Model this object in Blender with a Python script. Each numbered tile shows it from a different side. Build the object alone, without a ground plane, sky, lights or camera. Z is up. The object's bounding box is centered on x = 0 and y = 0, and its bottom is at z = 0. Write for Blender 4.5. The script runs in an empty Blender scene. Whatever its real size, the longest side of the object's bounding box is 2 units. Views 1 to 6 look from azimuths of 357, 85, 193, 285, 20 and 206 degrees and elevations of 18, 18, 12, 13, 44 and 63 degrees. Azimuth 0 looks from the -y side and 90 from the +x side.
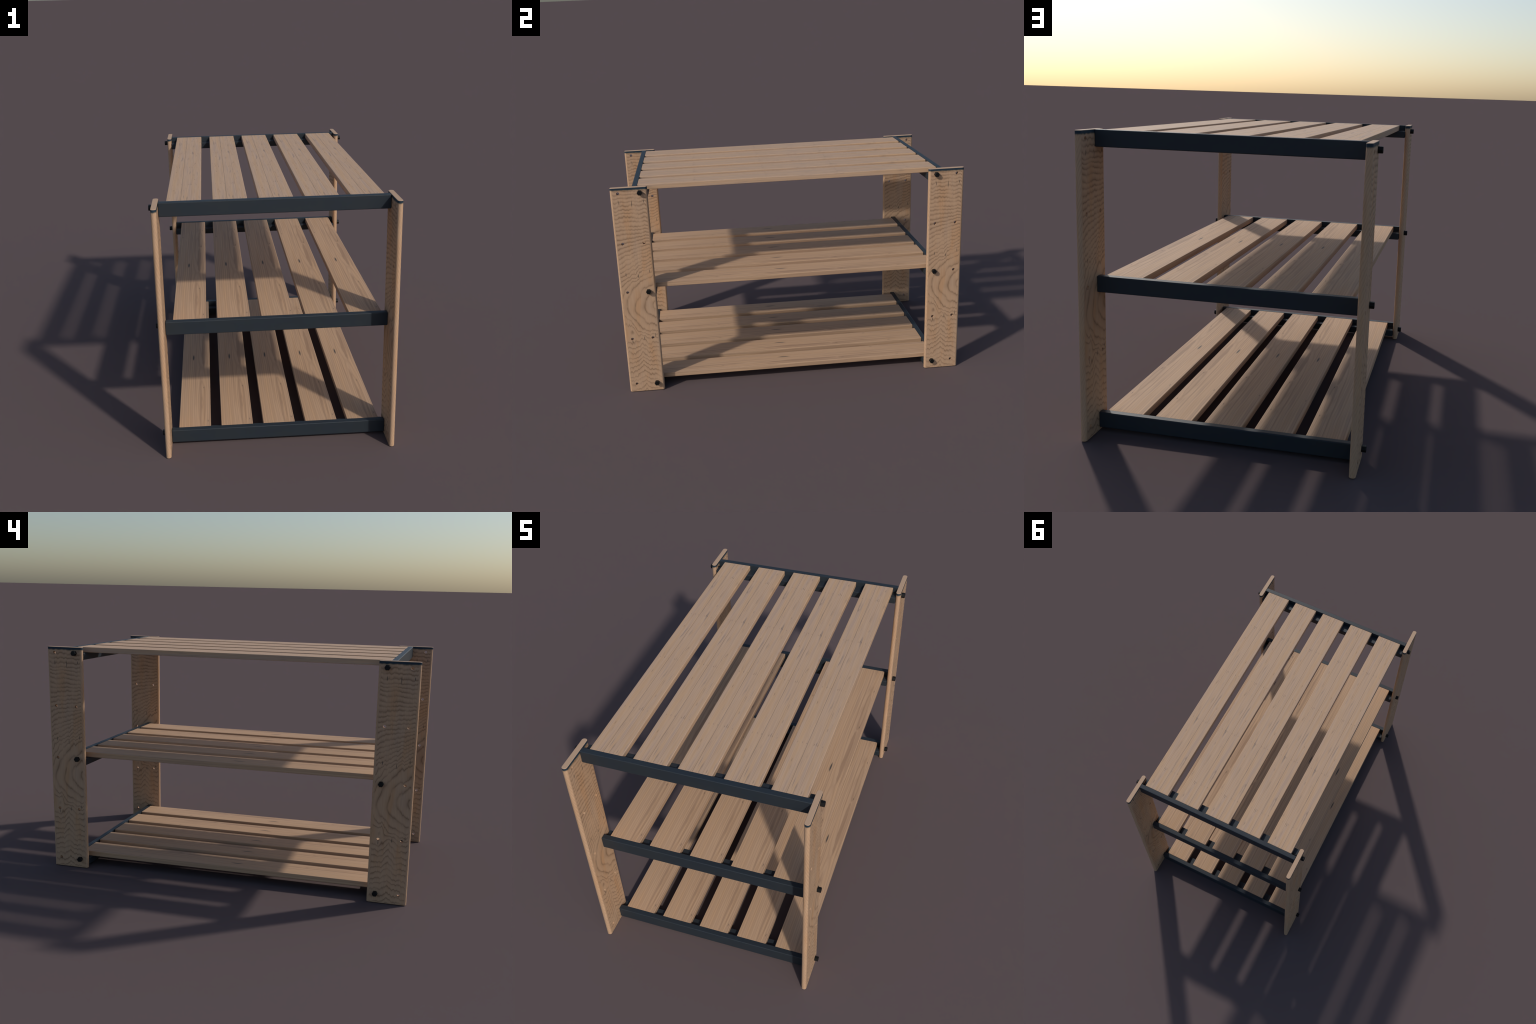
"""Three-tier slatted rack: four drilled wooden uprights, dark painted
rebated end rails carrying five loose slats per tier, black hexagon bolts."""
import bpy, bmesh, math
from mathutils import Vector

# ------------------------------------------------------------------ sizes (m)
HEIGHT = 1.249                     # top of the uprights
LEG_IN, LEG_T = 0.535, 0.0258      # inner face |x|, thickness
LEG_Y, LEG_W = 0.8975, 0.205       # centre |y|, width
HOLE_DY, HOLE_R = 0.0598, 0.0085
ROWS = [0.0510 + 0.29157 * k for k in range(5)]      # drilled rows
TIERS = [ROWS[0], ROWS[2], ROWS[4]]                  # rows that carry a shelf
RAIL_OUT, RAIL_WALL, RAIL_LEDGE = 0.8803, 0.8522, 0.7950   # |y| of its faces
RAIL_TOP, RAIL_SEAT, RAIL_BOTTOM = 0.0312, 0.0016, -0.0362  # z from bolt row
SLAT_W, SLAT_PITCH, SLAT_SHIFT = 0.1588, 0.2118, 0.0048
SLAT_HALF, SLAT_T = 0.8514, 0.0286
BOLT_FLAT, BOLT_LEN = 0.0250, 0.0192

# -------------------------------------------------------------- node helpers
class Graph:
    """Small expression builder for shader nodes."""
    def __init__(self, name):
        self.mat = bpy.data.materials.new(name)
        self.mat.use_nodes = True
        self.t = self.mat.node_tree
        self.t.nodes.clear()
        self.out = self.t.nodes.new('ShaderNodeOutputMaterial')
        self.bsdf = self.t.nodes.new('ShaderNodeBsdfPrincipled')
        self.t.links.new(self.bsdf.outputs[0], self.out.inputs[0])

    def put(self, sock, v):
        if isinstance(v, bpy.types.NodeSocket):
            self.t.links.new(v, sock)
        elif v is not None:
            sock.default_value = v

    def m(self, op, a, b=None, c=None, clamp=False):
        n = self.t.nodes.new('ShaderNodeMath')
        n.operation = op
        n.use_clamp = clamp
        for s, v in zip(n.inputs, (a, b, c)):
            self.put(s, v)
        return n.outputs[0]

    def add(self, a, b): return self.m('ADD', a, b)
    def sub(self, a, b): return self.m('SUBTRACT', a, b)
    def mul(self, a, b): return self.m('MULTIPLY', a, b)
    def mad(self, a, b, c): return self.m('MULTIPLY_ADD', a, b, c)

    def xyz(self):
        c = self.t.nodes.new('ShaderNodeTexCoord')
        s = self.t.nodes.new('ShaderNodeSeparateXYZ')
        self.t.links.new(c.outputs['Object'], s.inputs[0])
        return s.outputs[0], s.outputs[1], s.outputs[2]

    def vec(self, x, y, z=0.0):
        n = self.t.nodes.new('ShaderNodeCombineXYZ')
        for s, v in zip(n.inputs, (x, y, z)):
            self.put(s, v)
        return n.outputs[0]

    def noise(self, v, scale=1.0, detail=2.0, rough=0.5):
        n = self.t.nodes.new('ShaderNodeTexNoise')
        self.put(n.inputs['Vector'], v)
        n.inputs['Scale'].default_value = scale
        n.inputs['Detail'].default_value = detail
        n.inputs['Roughness'].default_value = rough
        return n.outputs['Fac']

    def step(self, v, a, b, lo=0.0, hi=1.0):
        """smooth ramp lo -> hi while v goes a -> b"""
        n = self.t.nodes.new('ShaderNodeMapRange')
        n.interpolation_type = 'SMOOTHSTEP'
        for s, x in zip(n.inputs, (v, a, b, lo, hi)):
            self.put(s, x)
        return n.outputs[0]

    def curve(self, v, pts):
        """piecewise colour/height ramp, used as a 1-D profile"""
        n = self.t.nodes.new('ShaderNodeValToRGB')
        r = n.color_ramp
        r.interpolation = 'EASE' if len(pts) < 5 else 'LINEAR'
        while len(r.elements) > 1:
            r.elements.remove(r.elements[-1])
        r.elements[0].position = pts[0][0]
        r.elements[0].color = self.rgba(pts[0][1])
        for p, c in pts[1:]:
            e = r.elements.new(p)
            e.color = self.rgba(c)
        self.put(n.inputs[0], v)
        return n.outputs[0]

    @staticmethod
    def rgba(c):
        return (c, c, c, 1.0) if isinstance(c, (int, float)) else (*c, 1.0)

    def mix(self, f, a, b, mode='MIX'):
        n = self.t.nodes.new('ShaderNodeMix')
        n.data_type = 'RGBA'
        n.blend_type = mode
        self.put(n.inputs[0], f)
        for s, v in ((n.inputs[6], a), (n.inputs[7], b)):
            self.put(s, self.rgba(v) if isinstance(v, tuple) else v)
        return n.outputs[2]

    def blob(self, u, v, cu, cv, ru, rv, core=0.35):
        """soft elliptical mark, 1 in the middle"""
        a = self.mul(self.sub(u, cu), 1.0 / ru)
        b = self.mul(self.sub(v, cv), 1.0 / rv)
        d = self.m('SQRT', self.add(self.mul(a, a), self.mul(b, b)))
        return self.step(d, core, 1.0, 1.0, 0.0)

    def gauss(self, v, c, s):
        d = self.mul(self.sub(v, c), 1.0 / s)
        return self.m('EXPONENT', self.mul(self.mul(d, d), -1.0))

    def finish(self, colour, rough, bump=None, strength=0.1, dist=0.001, spec=0.5):
        self.put(self.bsdf.inputs['Base Color'], colour)
        self.put(self.bsdf.inputs['Roughness'], rough)
        self.bsdf.inputs['Specular IOR Level'].default_value = spec
        if bump is not None:
            n = self.t.nodes.new('ShaderNodeBump')
            n.inputs['Strength'].default_value = strength
            n.inputs['Distance'].default_value = dist
            self.put(n.inputs['Height'], bump)
            self.t.links.new(n.outputs[0], self.bsdf.inputs['Normal'])
        return self.mat


# -------------------------------------------------------------------- woods
SLAT    = (0.580, 0.376, 0.234)     # plain slats
TAN     = (0.523, 0.331, 0.204)     # fresh earlywood
ORANGE  = (0.533, 0.305, 0.163)
GREY    = (0.480, 0.319, 0.213)
LATE    = (0.235, 0.138, 0.080)     # latewood line
PIN     = (0.055, 0.046, 0.042)     # pin knots, checks

def upright_wood():
    """Wildly figured board: ripple figure at the head, a big C-shaped swirl
    at mid height, a small swirl under it, pointed cathedral arches below."""
    g = Graph('upright_wood')
    x, y, z = g.xyz()
    side = g.m('SIGN', x)                       # each broad face reads left to right
    u = g.mul(y, side)
    # fine fibre streaks running up the board, they jog the growth lines
    jog = g.noise(g.vec(g.mul(u, 75.0), g.mul(z, 2.2), side), 1.0, 2.0, 0.6)
    jog2 = g.noise(g.vec(g.mul(u, 22.0), g.mul(z, 5.0), side), 1.0, 1.0)
    calm = g.step(z, 0.60, 0.95, 1.0, 0.55)          # straighter lines at the head
    jz = g.mad(g.mul(g.sub(jog, 0.5), calm), 0.030, z)
    jz = g.mad(g.mul(g.sub(jog2, 0.5), calm), 0.042, jz)
    uneven = g.noise(g.vec(g.mul(u, 3.0), g.mul(z, 16.0), side), 1.0, 2.0, 0.6)
    jz = g.mad(g.sub(uneven, 0.5), 0.034, jz)          # growth rings of uneven width
    # head: ripple lines, level at the top and tilting up to the right lower down
    tilt = g.step(jz, 0.66, 1.12, 0.62, -0.06)
    fld_head = g.mad(g.sub(g.sub(jz, 0.70), g.mul(tilt, u)), 44.0, 4.45)
    # middle: rings round an eye near the right-hand edge
    drift = g.noise(g.vec(g.mul(u, 9.0), g.mul(z, 7.0), side), 1.0, 1.0)
    du = g.sub(g.mad(g.sub(drift, 0.5), 0.060, u), 0.115)
    dz = g.sub(jz, 0.545)
    r = g.m('SQRT', g.add(g.mul(g.mul(dz, dz), 1.10), g.mul(du, du)))
    fld_eye = g.add(g.mul(g.m('MINIMUM', r, 0.20), 22.0),
                    g.mul(g.m('MAXIMUM', g.sub(r, 0.20), 0.0), 42.0))
    # foot: stacked pointed arches
    peak = g.m('EXPONENT', g.mul(g.m('ABSOLUTE', g.sub(u, -0.004)), -48.0))
    arch = g.mad(g.m('ABSOLUTE', g.sub(u, -0.004)), -0.10, g.mul(peak, 0.034))
    fld_low = g.mad(g.add(g.sub(0.37, jz), arch), 33.0, 5.20)
    wa = g.step(jz, 0.66, 0.78)
    wb = g.step(jz, 0.31, 0.41, 1.0, 0.0)
    field = g.add(g.mul(fld_head, wa), g.mul(fld_eye, g.sub(1.0, wa)))
    field = g.add(g.mul(fld_low, wb), g.mul(field, g.sub(1.0, wb)))
    swirl = g.mul(g.gauss(u, -0.050, 0.024), g.gauss(jz, 0.395, 0.040))
    field = g.mad(swirl, 1.35, field)
    # edges of the board carry tight plain grain instead of the figure
    rim = g.step(g.m('ABSOLUTE', u), 0.0905, 0.0945)
    thin = g.mul(g.add(jz, g.mul(x, 3.0)), 36.0)
    field = g.add(g.mul(field, g.sub(1.0, rim)), g.mul(thin, rim))
    saw = g.m('FRACT', field)
    line = g.curve(saw, [(0.0, 0.62), (0.16, 0.30), (0.40, 0.06), (0.62, 0.04), (0.84, 0.50), (0.92, 1.0), (1.0, 0.62)])
    fine = g.curve(saw, [(0.0, 0.50), (0.12, 0.22), (0.34, 0.06), (0.72, 0.04), (0.87, 0.55), (0.93, 1.0), (1.0, 0.50)])
    coarse = g.step(z, 0.74, 0.95)                     # broad soft bands only at the head
    line = g.add(g.mul(line, coarse), g.mul(fine, g.sub(1.0, coarse)))
    soft = g.noise(g.vec(g.mul(u, 16.0), g.mul(z, 9.0), side), 1.0, 3.0, 0.6)
    amount = g.mul(line, g.step(soft, 0.28, 0.64, 0.28, 1.0))
    amount = g.mul(amount, g.sub(1.0, g.mul(rim, 0.62)))
    # broad colour drift in vertical bands
    band = g.noise(g.vec(g.mul(u, 17.0), g.mul(z, 3.0), 3.0), 1.0, 2.0, 0.6)
    base = g.mix(g.step(band, 0.48, 0.68), TAN, ORANGE)
    base = g.mix(g.step(band, 0.46, 0.30, 0.0, 0.8), base, GREY)
    fibre = g.noise(g.vec(g.mul(u, 260.0), g.mul(z, 9.0), g.mul(x, 60.0)), 1.0, 2.0)
    base = g.mix(g.step(fibre, 0.35, 0.7, 0.0, 0.30), base, (0.64, 0.43, 0.275))
    col = g.mix(amount, base, LATE)
    # pin checks, in three rows of three
    marks = None
    for cu, row in ((-0.0585, (1.163, 0.742, 0.326)), (0.0108, (1.156, 0.729, 0.343)),
                    (0.0763, (1.167, 0.755, 0.358))):
        for i, cz in enumerate(row):
            tall = (0.013, 0.021, 0.009)[0 if cu < 0 else (1 if cu < 0.05 else 2)]
            if i: tall = 0.012
            b = g.blob(g.mad(g.sub(jog, 0.5), 0.004, u), z, cu, cz, 0.0030, tall * 1.25)
            marks = b if marks is None else g.m('MAXIMUM', marks, b)
    col = g.mix(g.mul(marks, 0.8), col, PIN)
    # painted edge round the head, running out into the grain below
    bleed = g.noise(g.vec(g.mul(u, 40.0), g.mul(x, 60.0), 7.0), 1.0, 1.0)
    low_edge = g.mad(g.sub(bleed, 0.5), 0.010, HEIGHT - 0.0140)
    stain = g.step(g.sub(z, low_edge), -0.0065, 0.0025)
    cap = g.step(z, HEIGHT - 0.0022, HEIGHT - 0.0012)      # bare end grain on top
    stain = g.mul(stain, g.sub(1.0, cap))
    paint = g.mix(g.step(g.sub(z, low_edge), -0.003, 0.004), (0.075, 0.080, 0.055), (0.018, 0.036, 0.055))
    col = g.mix(stain, col, paint)
    col = g.mix(cap, col, (0.520, 0.345, 0.225))
    height = g.sub(g.mul(fibre, 0.5), amount)
    return g.finish(col, 0.66, height, 0.12, 0.0008, 0.25)


def shelf_wood():
    """Plain slat: tight straight grain on one side, long tongues on the other."""
    g = Graph('shelf_wood')
    x, y, z = g.xyz()
    w = g.noise(g.vec(g.mul(x, 9.0), g.mul(y, 1.6), 0.0), 1.0, 2.0)
    w2 = g.noise(g.vec(g.mul(x, 40.0), g.mul(y, 7.0), 5.0), 1.0, 2.0)
    xs = g.mad(z, 0.8, x)
    xs = g.mad(g.sub(w, 0.5), 0.010, xs)
    xs = g.mad(g.sub(w2, 0.5), 0.0035, xs)
    # ring distance from a pith line under the right part of the slat
    dx = g.sub(xs, 0.046)
    tongue = g.m('PINGPONG', g.add(y, 0.19), 0.42)
    depth = g.mad(tongue, -0.055, 0.030)
    ring = g.m('SQRT', g.add(g.mul(dx, dx), g.mul(depth, depth)))
    field = g.mul(ring, 95.0)
    saw = g.m('FRACT', field)
    line = g.curve(saw, [(0.0, 0.5), (0.25, 0.1), (0.60, 0.0), (0.85, 0.6), (0.95, 0.9), (1.0, 0.5)])
    hair = g.noise(g.vec(g.mul(xs, 420.0), g.mul(y, 2.0), g.mul(z, 80.0)), 1.0, 1.0)
    plain = g.step(dx, -0.035, 0.0, 1.0, 0.0)
    band = g.noise(g.vec(g.mul(xs, 30.0), g.mul(y, 1.1), 2.0), 1.0, 2.0, 0.6)
    base = g.mix(g.step(band, 0.45, 0.68), SLAT, (0.584, 0.367, 0.215))
    base = g.mix(g.step(band, 0.47, 0.32, 0.0, 0.75), base, (0.465, 0.302, 0.198))
    patch = g.noise(g.vec(g.mul(xs, 24.0), g.mul(y, 1.4), 6.0), 1.0, 2.0)
    amount = g.mul(line, g.mul(g.step(plain, 0.0, 1.0, 0.42, 0.52), g.step(patch, 0.32, 0.62, 0.30, 1.15)))
    col = g.mix(amount, base, (0.340, 0.208, 0.124))
    col = g.mix(g.step(hair, 0.38, 0.62, 0.32, 0.0), col, (0.340, 0.208, 0.128))
    # darker tongues of latewood
    for cx, cy, rx, ry, k in ((0.061, 0.45, 0.016, 0.23, 0.55), (0.063, 0.48, 0.008, 0.17, -0.40), (0.055, 0.04, 0.013, 0.24, 0.60), (0.077, 0.12, 0.012, 0.40, 0.32),
                              (0.040, -0.60, 0.007, 0.34, 0.45), (0.028, 0.50, 0.004, 0.42, 0.50), (0.060, -0.62, 0.006, 0.26, 0.35), (0.012, -0.20, 0.003, 0.50, 0.35)):
        b = g.blob(xs, g.mad(w2, 0.30, y), cx, cy + 0.15, rx, ry, 0.72)
        tint = (0.300, 0.180, 0.112) if k > 0 else (0.585, 0.385, 0.240)
        col = g.mix(g.mul(b, abs(k)), col, tint)
    # one knot and a few specks
    b = g.blob(g.mad(g.sub(w2, 0.5), 0.006, x), y, -0.0145, -0.057, 0.0066, 0.048)
    col = g.mix(g.mul(b, 0.9), col, (0.050, 0.050, 0.050))
    for cx, cy in ((0.066, -0.800), (0.045, -0.440), (0.062, 0.640), (-0.062, 0.500), (0.055, 0.300)):
        b = g.blob(x, y, cx, cy, 0.0026, 0.013)
        col = g.mix(g.mul(b, 0.6), col, PIN)
    return g.finish(col, 0.68, g.sub(g.mul(hair, 0.4), line), 0.10, 0.0008, 0.22)


def top_wood():
    """Top slats: a veneer of two strips, fine flecks repeating along them."""
    g = Graph('top_wood')
    x, y, z = g.xyz()
    rep = 0.4085
    yy = g.m('FLOORED_MODULO', g.add(y, 0.533 + rep / 2), rep)
    yy = g.sub(yy, rep / 2)                       # 0 on each row of flecks
    w = g.noise(g.vec(g.mul(x, 26.0), g.mul(y, 3.5), 1.0), 1.0, 2.0)
    xs = g.mad(g.sub(w, 0.5), 0.010, g.mad(z, 0.9, x))
    band = g.noise(g.vec(g.mul(xs, 42.0), g.mul(y, 1.7), 4.0), 1.0, 2.0, 0.6)
    base = g.mix(g.step(band, 0.42, 0.66), (0.560, 0.375, 0.249), (0.575, 0.366, 0.217))
    base = g.mix(g.step(band, 0.46, 0.30, 0.0, 0.8), base, (0.484, 0.337, 0.249))
    hair = g.noise(g.vec(g.mul(xs, 380.0), g.mul(y, 5.0), g.mul(z, 90.0)), 1.0, 2.0)
    col = g.mix(g.step(hair, 0.36, 0.66, 0.28, 0.0), base, (0.355, 0.230, 0.155))
    streak = g.noise(g.vec(g.mul(xs, 150.0), g.mul(y, 5.5), 9.0), 1.0, 3.0, 0.6)
    gate = g.noise(g.vec(g.mul(x, 40.0), g.mul(y, 6.0), 12.0), 1.0, 1.0)
    fl = g.mul(g.step(streak, 0.57, 0.68), g.step(gate, 0.42, 0.60))
    col = g.mix(g.mul(fl, 0.62), col, (0.230, 0.175, 0.145))
    # rows of flecks
    marks = None
    for cx, cy, rx, ry in ((-0.059, 0.000, 0.0020, 0.008), (-0.037, 0.002, 0.0022, 0.010), (-0.0165, 0.000, 0.0018, 0.007),
                           (0.017, 0.000, 0.0020, 0.010), (0.026, 0.006, 0.0022, 0.018), (0.034, -0.001, 0.0020, 0.010),
                           (0.057, -0.004, 0.0018, 0.008), (0.048, 0.110, 0.0022, 0.016), (-0.050, -0.120, 0.0022, 0.016)):
        b = g.blob(x, yy, cx, cy, rx, ry)
        marks = b if marks is None else g.m('MAXIMUM', marks, b)
    col = g.mix(g.mul(g.mul(marks, g.step(gate, 0.30, 0.60, 0.25, 1.0)), 0.50), col, PIN)
    # glue line between the strips, and a fainter one
    wob = g.noise(g.vec(g.mul(y, 14.0), 0.0, 0.0), 1.0, 1.0)
    xl = g.mad(g.sub(wob, 0.5), 0.0022, x)
    seam = g.step(g.m('ABSOLUTE', g.sub(xl, -0.0125)), 0.0004, 0.0014, 1.0, 0.0)
    faint = g.step(g.m('ABSOLUTE', g.sub(xl, 0.0350)), 0.0004, 0.0016, 1.0, 0.0)
    col = g.mix(g.mul(seam, 0.62), col, (0.085, 0.065, 0.055))
    col = g.mix(g.mul(faint, 0.25), col, (0.140, 0.090, 0.065))
    return g.finish(col, 0.68, hair, 0.08, 0.0006, 0.22)


def rail_paint():
    g = Graph('rail_paint')
    x, y, z = g.xyz()
    n = g.noise(g.vec(x, y, z), 6.0, 2.0)
    col = g.mix(g.step(n, 0.3, 0.7), (0.0220, 0.0300, 0.0395), (0.0250, 0.0318, 0.0385))
    fine = g.noise(g.vec(g.mul(x, 30.0), g.mul(y, 400.0), g.mul(z, 400.0)), 1.0, 2.0)
    return g.finish(col, 0.50, fine, 0.03, 0.0004, 0.28)


def bolt_black():
    g = Graph('bolt_black')
    x, y, z = g.xyz()
    n = g.noise(g.vec(x, y, z), 120.0, 2.0)
    col = g.mix(n, (0.0045, 0.0045, 0.0045), (0.0075, 0.0075, 0.0075))
    return g.finish(col, 0.50, n, 0.05, 0.0004, 0.25)


# ------------------------------------------------------------------- meshes
def shade(me, angle=40):
    """Smooth shading that keeps the broad faces flat (area-weighted normals)."""
    for p in me.polygons:
        p.use_smooth = True
    me.set_sharp_from_angle(angle=math.radians(angle))
    tmp = bpy.data.objects.new('shading_helper', me)
    bpy.context.scene.collection.objects.link(tmp)
    mod = tmp.modifiers.new('weighted', 'WEIGHTED_NORMAL')
    mod.keep_sharp = True
    mod.weight = 60
    dg = bpy.context.evaluated_depsgraph_get()
    out = bpy.data.meshes.new_from_object(tmp.evaluated_get(dg))
    name = me.name
    bpy.data.objects.remove(tmp)
    bpy.data.meshes.remove(me)
    out.name = name
    return out

def new_mesh(name, bm, mat):
    bmesh.ops.recalc_face_normals(bm, faces=bm.faces)
    me = bpy.data.meshes.new(name)
    bm.to_mesh(me)
    bm.free()
    me.materials.append(mat)
    return me

def upright_mesh(mat):
    """Board with fully rounded long edges, drilled right through."""
    r, half_t, half_w = 0.0118, LEG_T / 2, LEG_W / 2
    plan = []
    for cx, cy, a0 in ((1, 1, 0), (-1, 1, 90), (-1, -1, 180), (1, -1, 270)):
        for k in range(6):
            a = math.radians(a0 + 90 * k / 5)
            plan.append((cx * (half_t - r) + r * math.cos(a),
                         cy * (half_w - r) + r * math.sin(a)))
    bm = bmesh.new()
    lo, hi = 0.0, HEIGHT
    e = 0.0012
    rings = []
    for z, inset in ((lo, 0.0016), (lo + 0.0020, 0.0), (hi - e, 0.0), (hi, e)):
        sx, sy = (half_t - inset) / half_t, (half_w - inset) / half_w
        rings.append([bm.verts.new((px * sx, py * sy, z)) for px, py in plan])
    n = len(plan)
    for a, b in zip(rings, rings[1:]):
        for i in range(n):
            bm.faces.new((a[i], a[(i + 1) % n], b[(i + 1) % n], b[i]))
    bm.faces.new(rings[0][::-1])
    bm.faces.new(rings[-1])
    board = bpy.data.objects.new('board_blank', new_mesh('board_blank', bm, mat))
    bpy.context.scene.collection.objects.link(board)
    # drill
    bm = bmesh.new()
    for zc in ROWS:
        for s in (-1, 1):
            ring = [[], []]
            for j, xx in enumerate((-0.03, 0.03)):
                for k in range(20):
                    a = 2 * math.pi * k / 20
                    ring[j].append(bm.verts.new((xx, s * HOLE_DY + HOLE_R * math.cos(a), zc + HOLE_R * math.sin(a))))
            for k in range(20):
                bm.faces.new((ring[0][k], ring[0][(k + 1) % 20], ring[1][(k + 1) % 20], ring[1][k]))
            bm.faces.new(ring[0]); bm.faces.new(ring[1])
    drill = bpy.data.objects.new('drill', new_mesh('drill', bm, mat))
    bpy.context.scene.collection.objects.link(drill)
    mod = board.modifiers.new('holes', 'BOOLEAN')
    mod.operation = 'DIFFERENCE'
    mod.solver = 'EXACT'
    mod.object = drill
    dg = bpy.context.evaluated_depsgraph_get()
    me = bpy.data.meshes.new_from_object(board.evaluated_get(dg))
    me.name = 'leg'
    for o in (board, drill):
        old = o.data
        bpy.data.objects.remove(o)
        bpy.data.meshes.remove(old)
    return shade(me, 35)

def beveled(name, bm, width, seg, mat, angle=35, pick=None):
    bmesh.ops.recalc_face_normals(bm, faces=bm.faces)
    edges = [e for e in bm.edges if pick is None or pick(e)]
    bmesh.ops.bevel(bm, geom=edges, offset=width, segments=seg, profile=0.5, affect='EDGES', clamp_overlap=True)
    me = new_mesh(name, bm, mat)
    return shade(me, angle)

def slat_mesh(name, mat):
    bm = bmesh.new()
    bmesh.ops.create_cube(bm, size=1.0)
    bmesh.ops.scale(bm, vec=(SLAT_W, SLAT_HALF * 2, SLAT_T), verts=bm.verts)
    return beveled(name, bm, 0.0028, 3, mat)

def rail_mesh(mat):
    """Rebated section (outer wall + seat for the slats) run along x; faces +y."""
    prof = [(RAIL_OUT, RAIL_BOTTOM), (RAIL_OUT, RAIL_TOP), (RAIL_WALL, RAIL_TOP),
            (RAIL_WALL, RAIL_SEAT), (RAIL_LEDGE, RAIL_SEAT), (RAIL_LEDGE, RAIL_BOTTOM)]
    half = LEG_IN - 0.0006
    bm = bmesh.new()
    a = [bm.verts.new((-half, y - RAIL_OUT, z)) for y, z in prof]
    b = [bm.verts.new((half, y - RAIL_OUT, z)) for y, z in prof]
    bm.faces.new(a); bm.faces.new(b)
    for i in range(6):
        j = (i + 1) % 6
        bm.faces.new((a[i], a[j], b[j], b[i]))
    def outside(e):            # the edge against the slat ends stays crisp
        return not all(abs(v.co.y - (RAIL_WALL - RAIL_OUT)) < 1e-5 for v in e.verts)
    return beveled('rail', bm, 0.0042, 3, mat, pick=outside)

def bolt_mesh(mat):
    """Hexagon head on a shank; axis +x, head seated at x = 0."""
    bm = bmesh.new()
    R = BOLT_FLAT / math.sqrt(3)
    c = 0.0014
    rings = []
    for xx, k in ((0.0003, 1.0), (BOLT_LEN - c, 1.0), (BOLT_LEN, 1.0 - c / R)):
        rings.append([bm.verts.new((xx, k * R * math.cos(math.radians(60 * i)), k * R * math.sin(math.radians(60 * i)))) for i in range(6)])
    for a, b in zip(rings, rings[1:]):
        for i in range(6):
            bm.faces.new((a[i], a[(i + 1) % 6], b[(i + 1) % 6], b[i]))
    bm.faces.new(rings[0]); bm.faces.new(rings[-1])
    sh = []
    for xx in (-0.060, 0.0010):
        sh.append([bm.verts.new((xx, 0.0072 * math.cos(math.tau * i / 16), 0.0072 * math.sin(math.tau * i / 16))) for i in range(16)])
    for i in range(16):
        bm.faces.new((sh[0][i], sh[0][(i + 1) % 16], sh[1][(i + 1) % 16], sh[1][i]))
    bm.faces.new(sh[0]); bm.faces.new(sh[1])
    me = new_mesh('bolt', bm, mat)
    return shade(me, 30)


# ------------------------------------------------------------------ assembly
coll = bpy.context.scene.collection
rack = bpy.data.objects.new('slatted_shelf_rack', None)
rack['label'] = 'three-tier wooden slatted shelf rack with dark rails'
rack['category'] = 'shelf rack'
coll.objects.link(rack)

def place(name, me, loc, parent, rot=0.0):
    ob = bpy.data.objects.new(name, me)
    coll.objects.link(ob)
    ob.parent = parent
    ob.location = loc
    ob.rotation_euler = (0.0, 0.0, rot)
    return ob

leg_me = upright_mesh(upright_wood())
rail_me = rail_mesh(rail_paint())
bolt_me = bolt_mesh(bolt_black())
slat_me = slat_mesh('slat', shelf_wood())
top_me = slat_mesh('slat_top', top_wood())

for sx in (-1, 1):
    for sy in (-1, 1):
        leg = place('leg', leg_me, (sx * (LEG_IN + LEG_T / 2), sy * LEG_Y, 0.0), rack)
        for zc in TIERS:
            place('bolt', bolt_me, (sx * LEG_T / 2, -sy * HOLE_DY, zc), leg, 0.0 if sx > 0 else math.pi)

for zc in TIERS:
    for sy in (-1, 1):
        place('rail', rail_me, (0.0, sy * RAIL_OUT, zc), rack, 0.0 if sy > 0 else math.pi)
    me = top_me if zc == TIERS[-1] else slat_me
    for i in range(5):
        place('slat', me, (SLAT_SHIFT + (i - 2) * SLAT_PITCH, 0.0, zc + RAIL_SEAT + 0.0004 + SLAT_T / 2), rack)
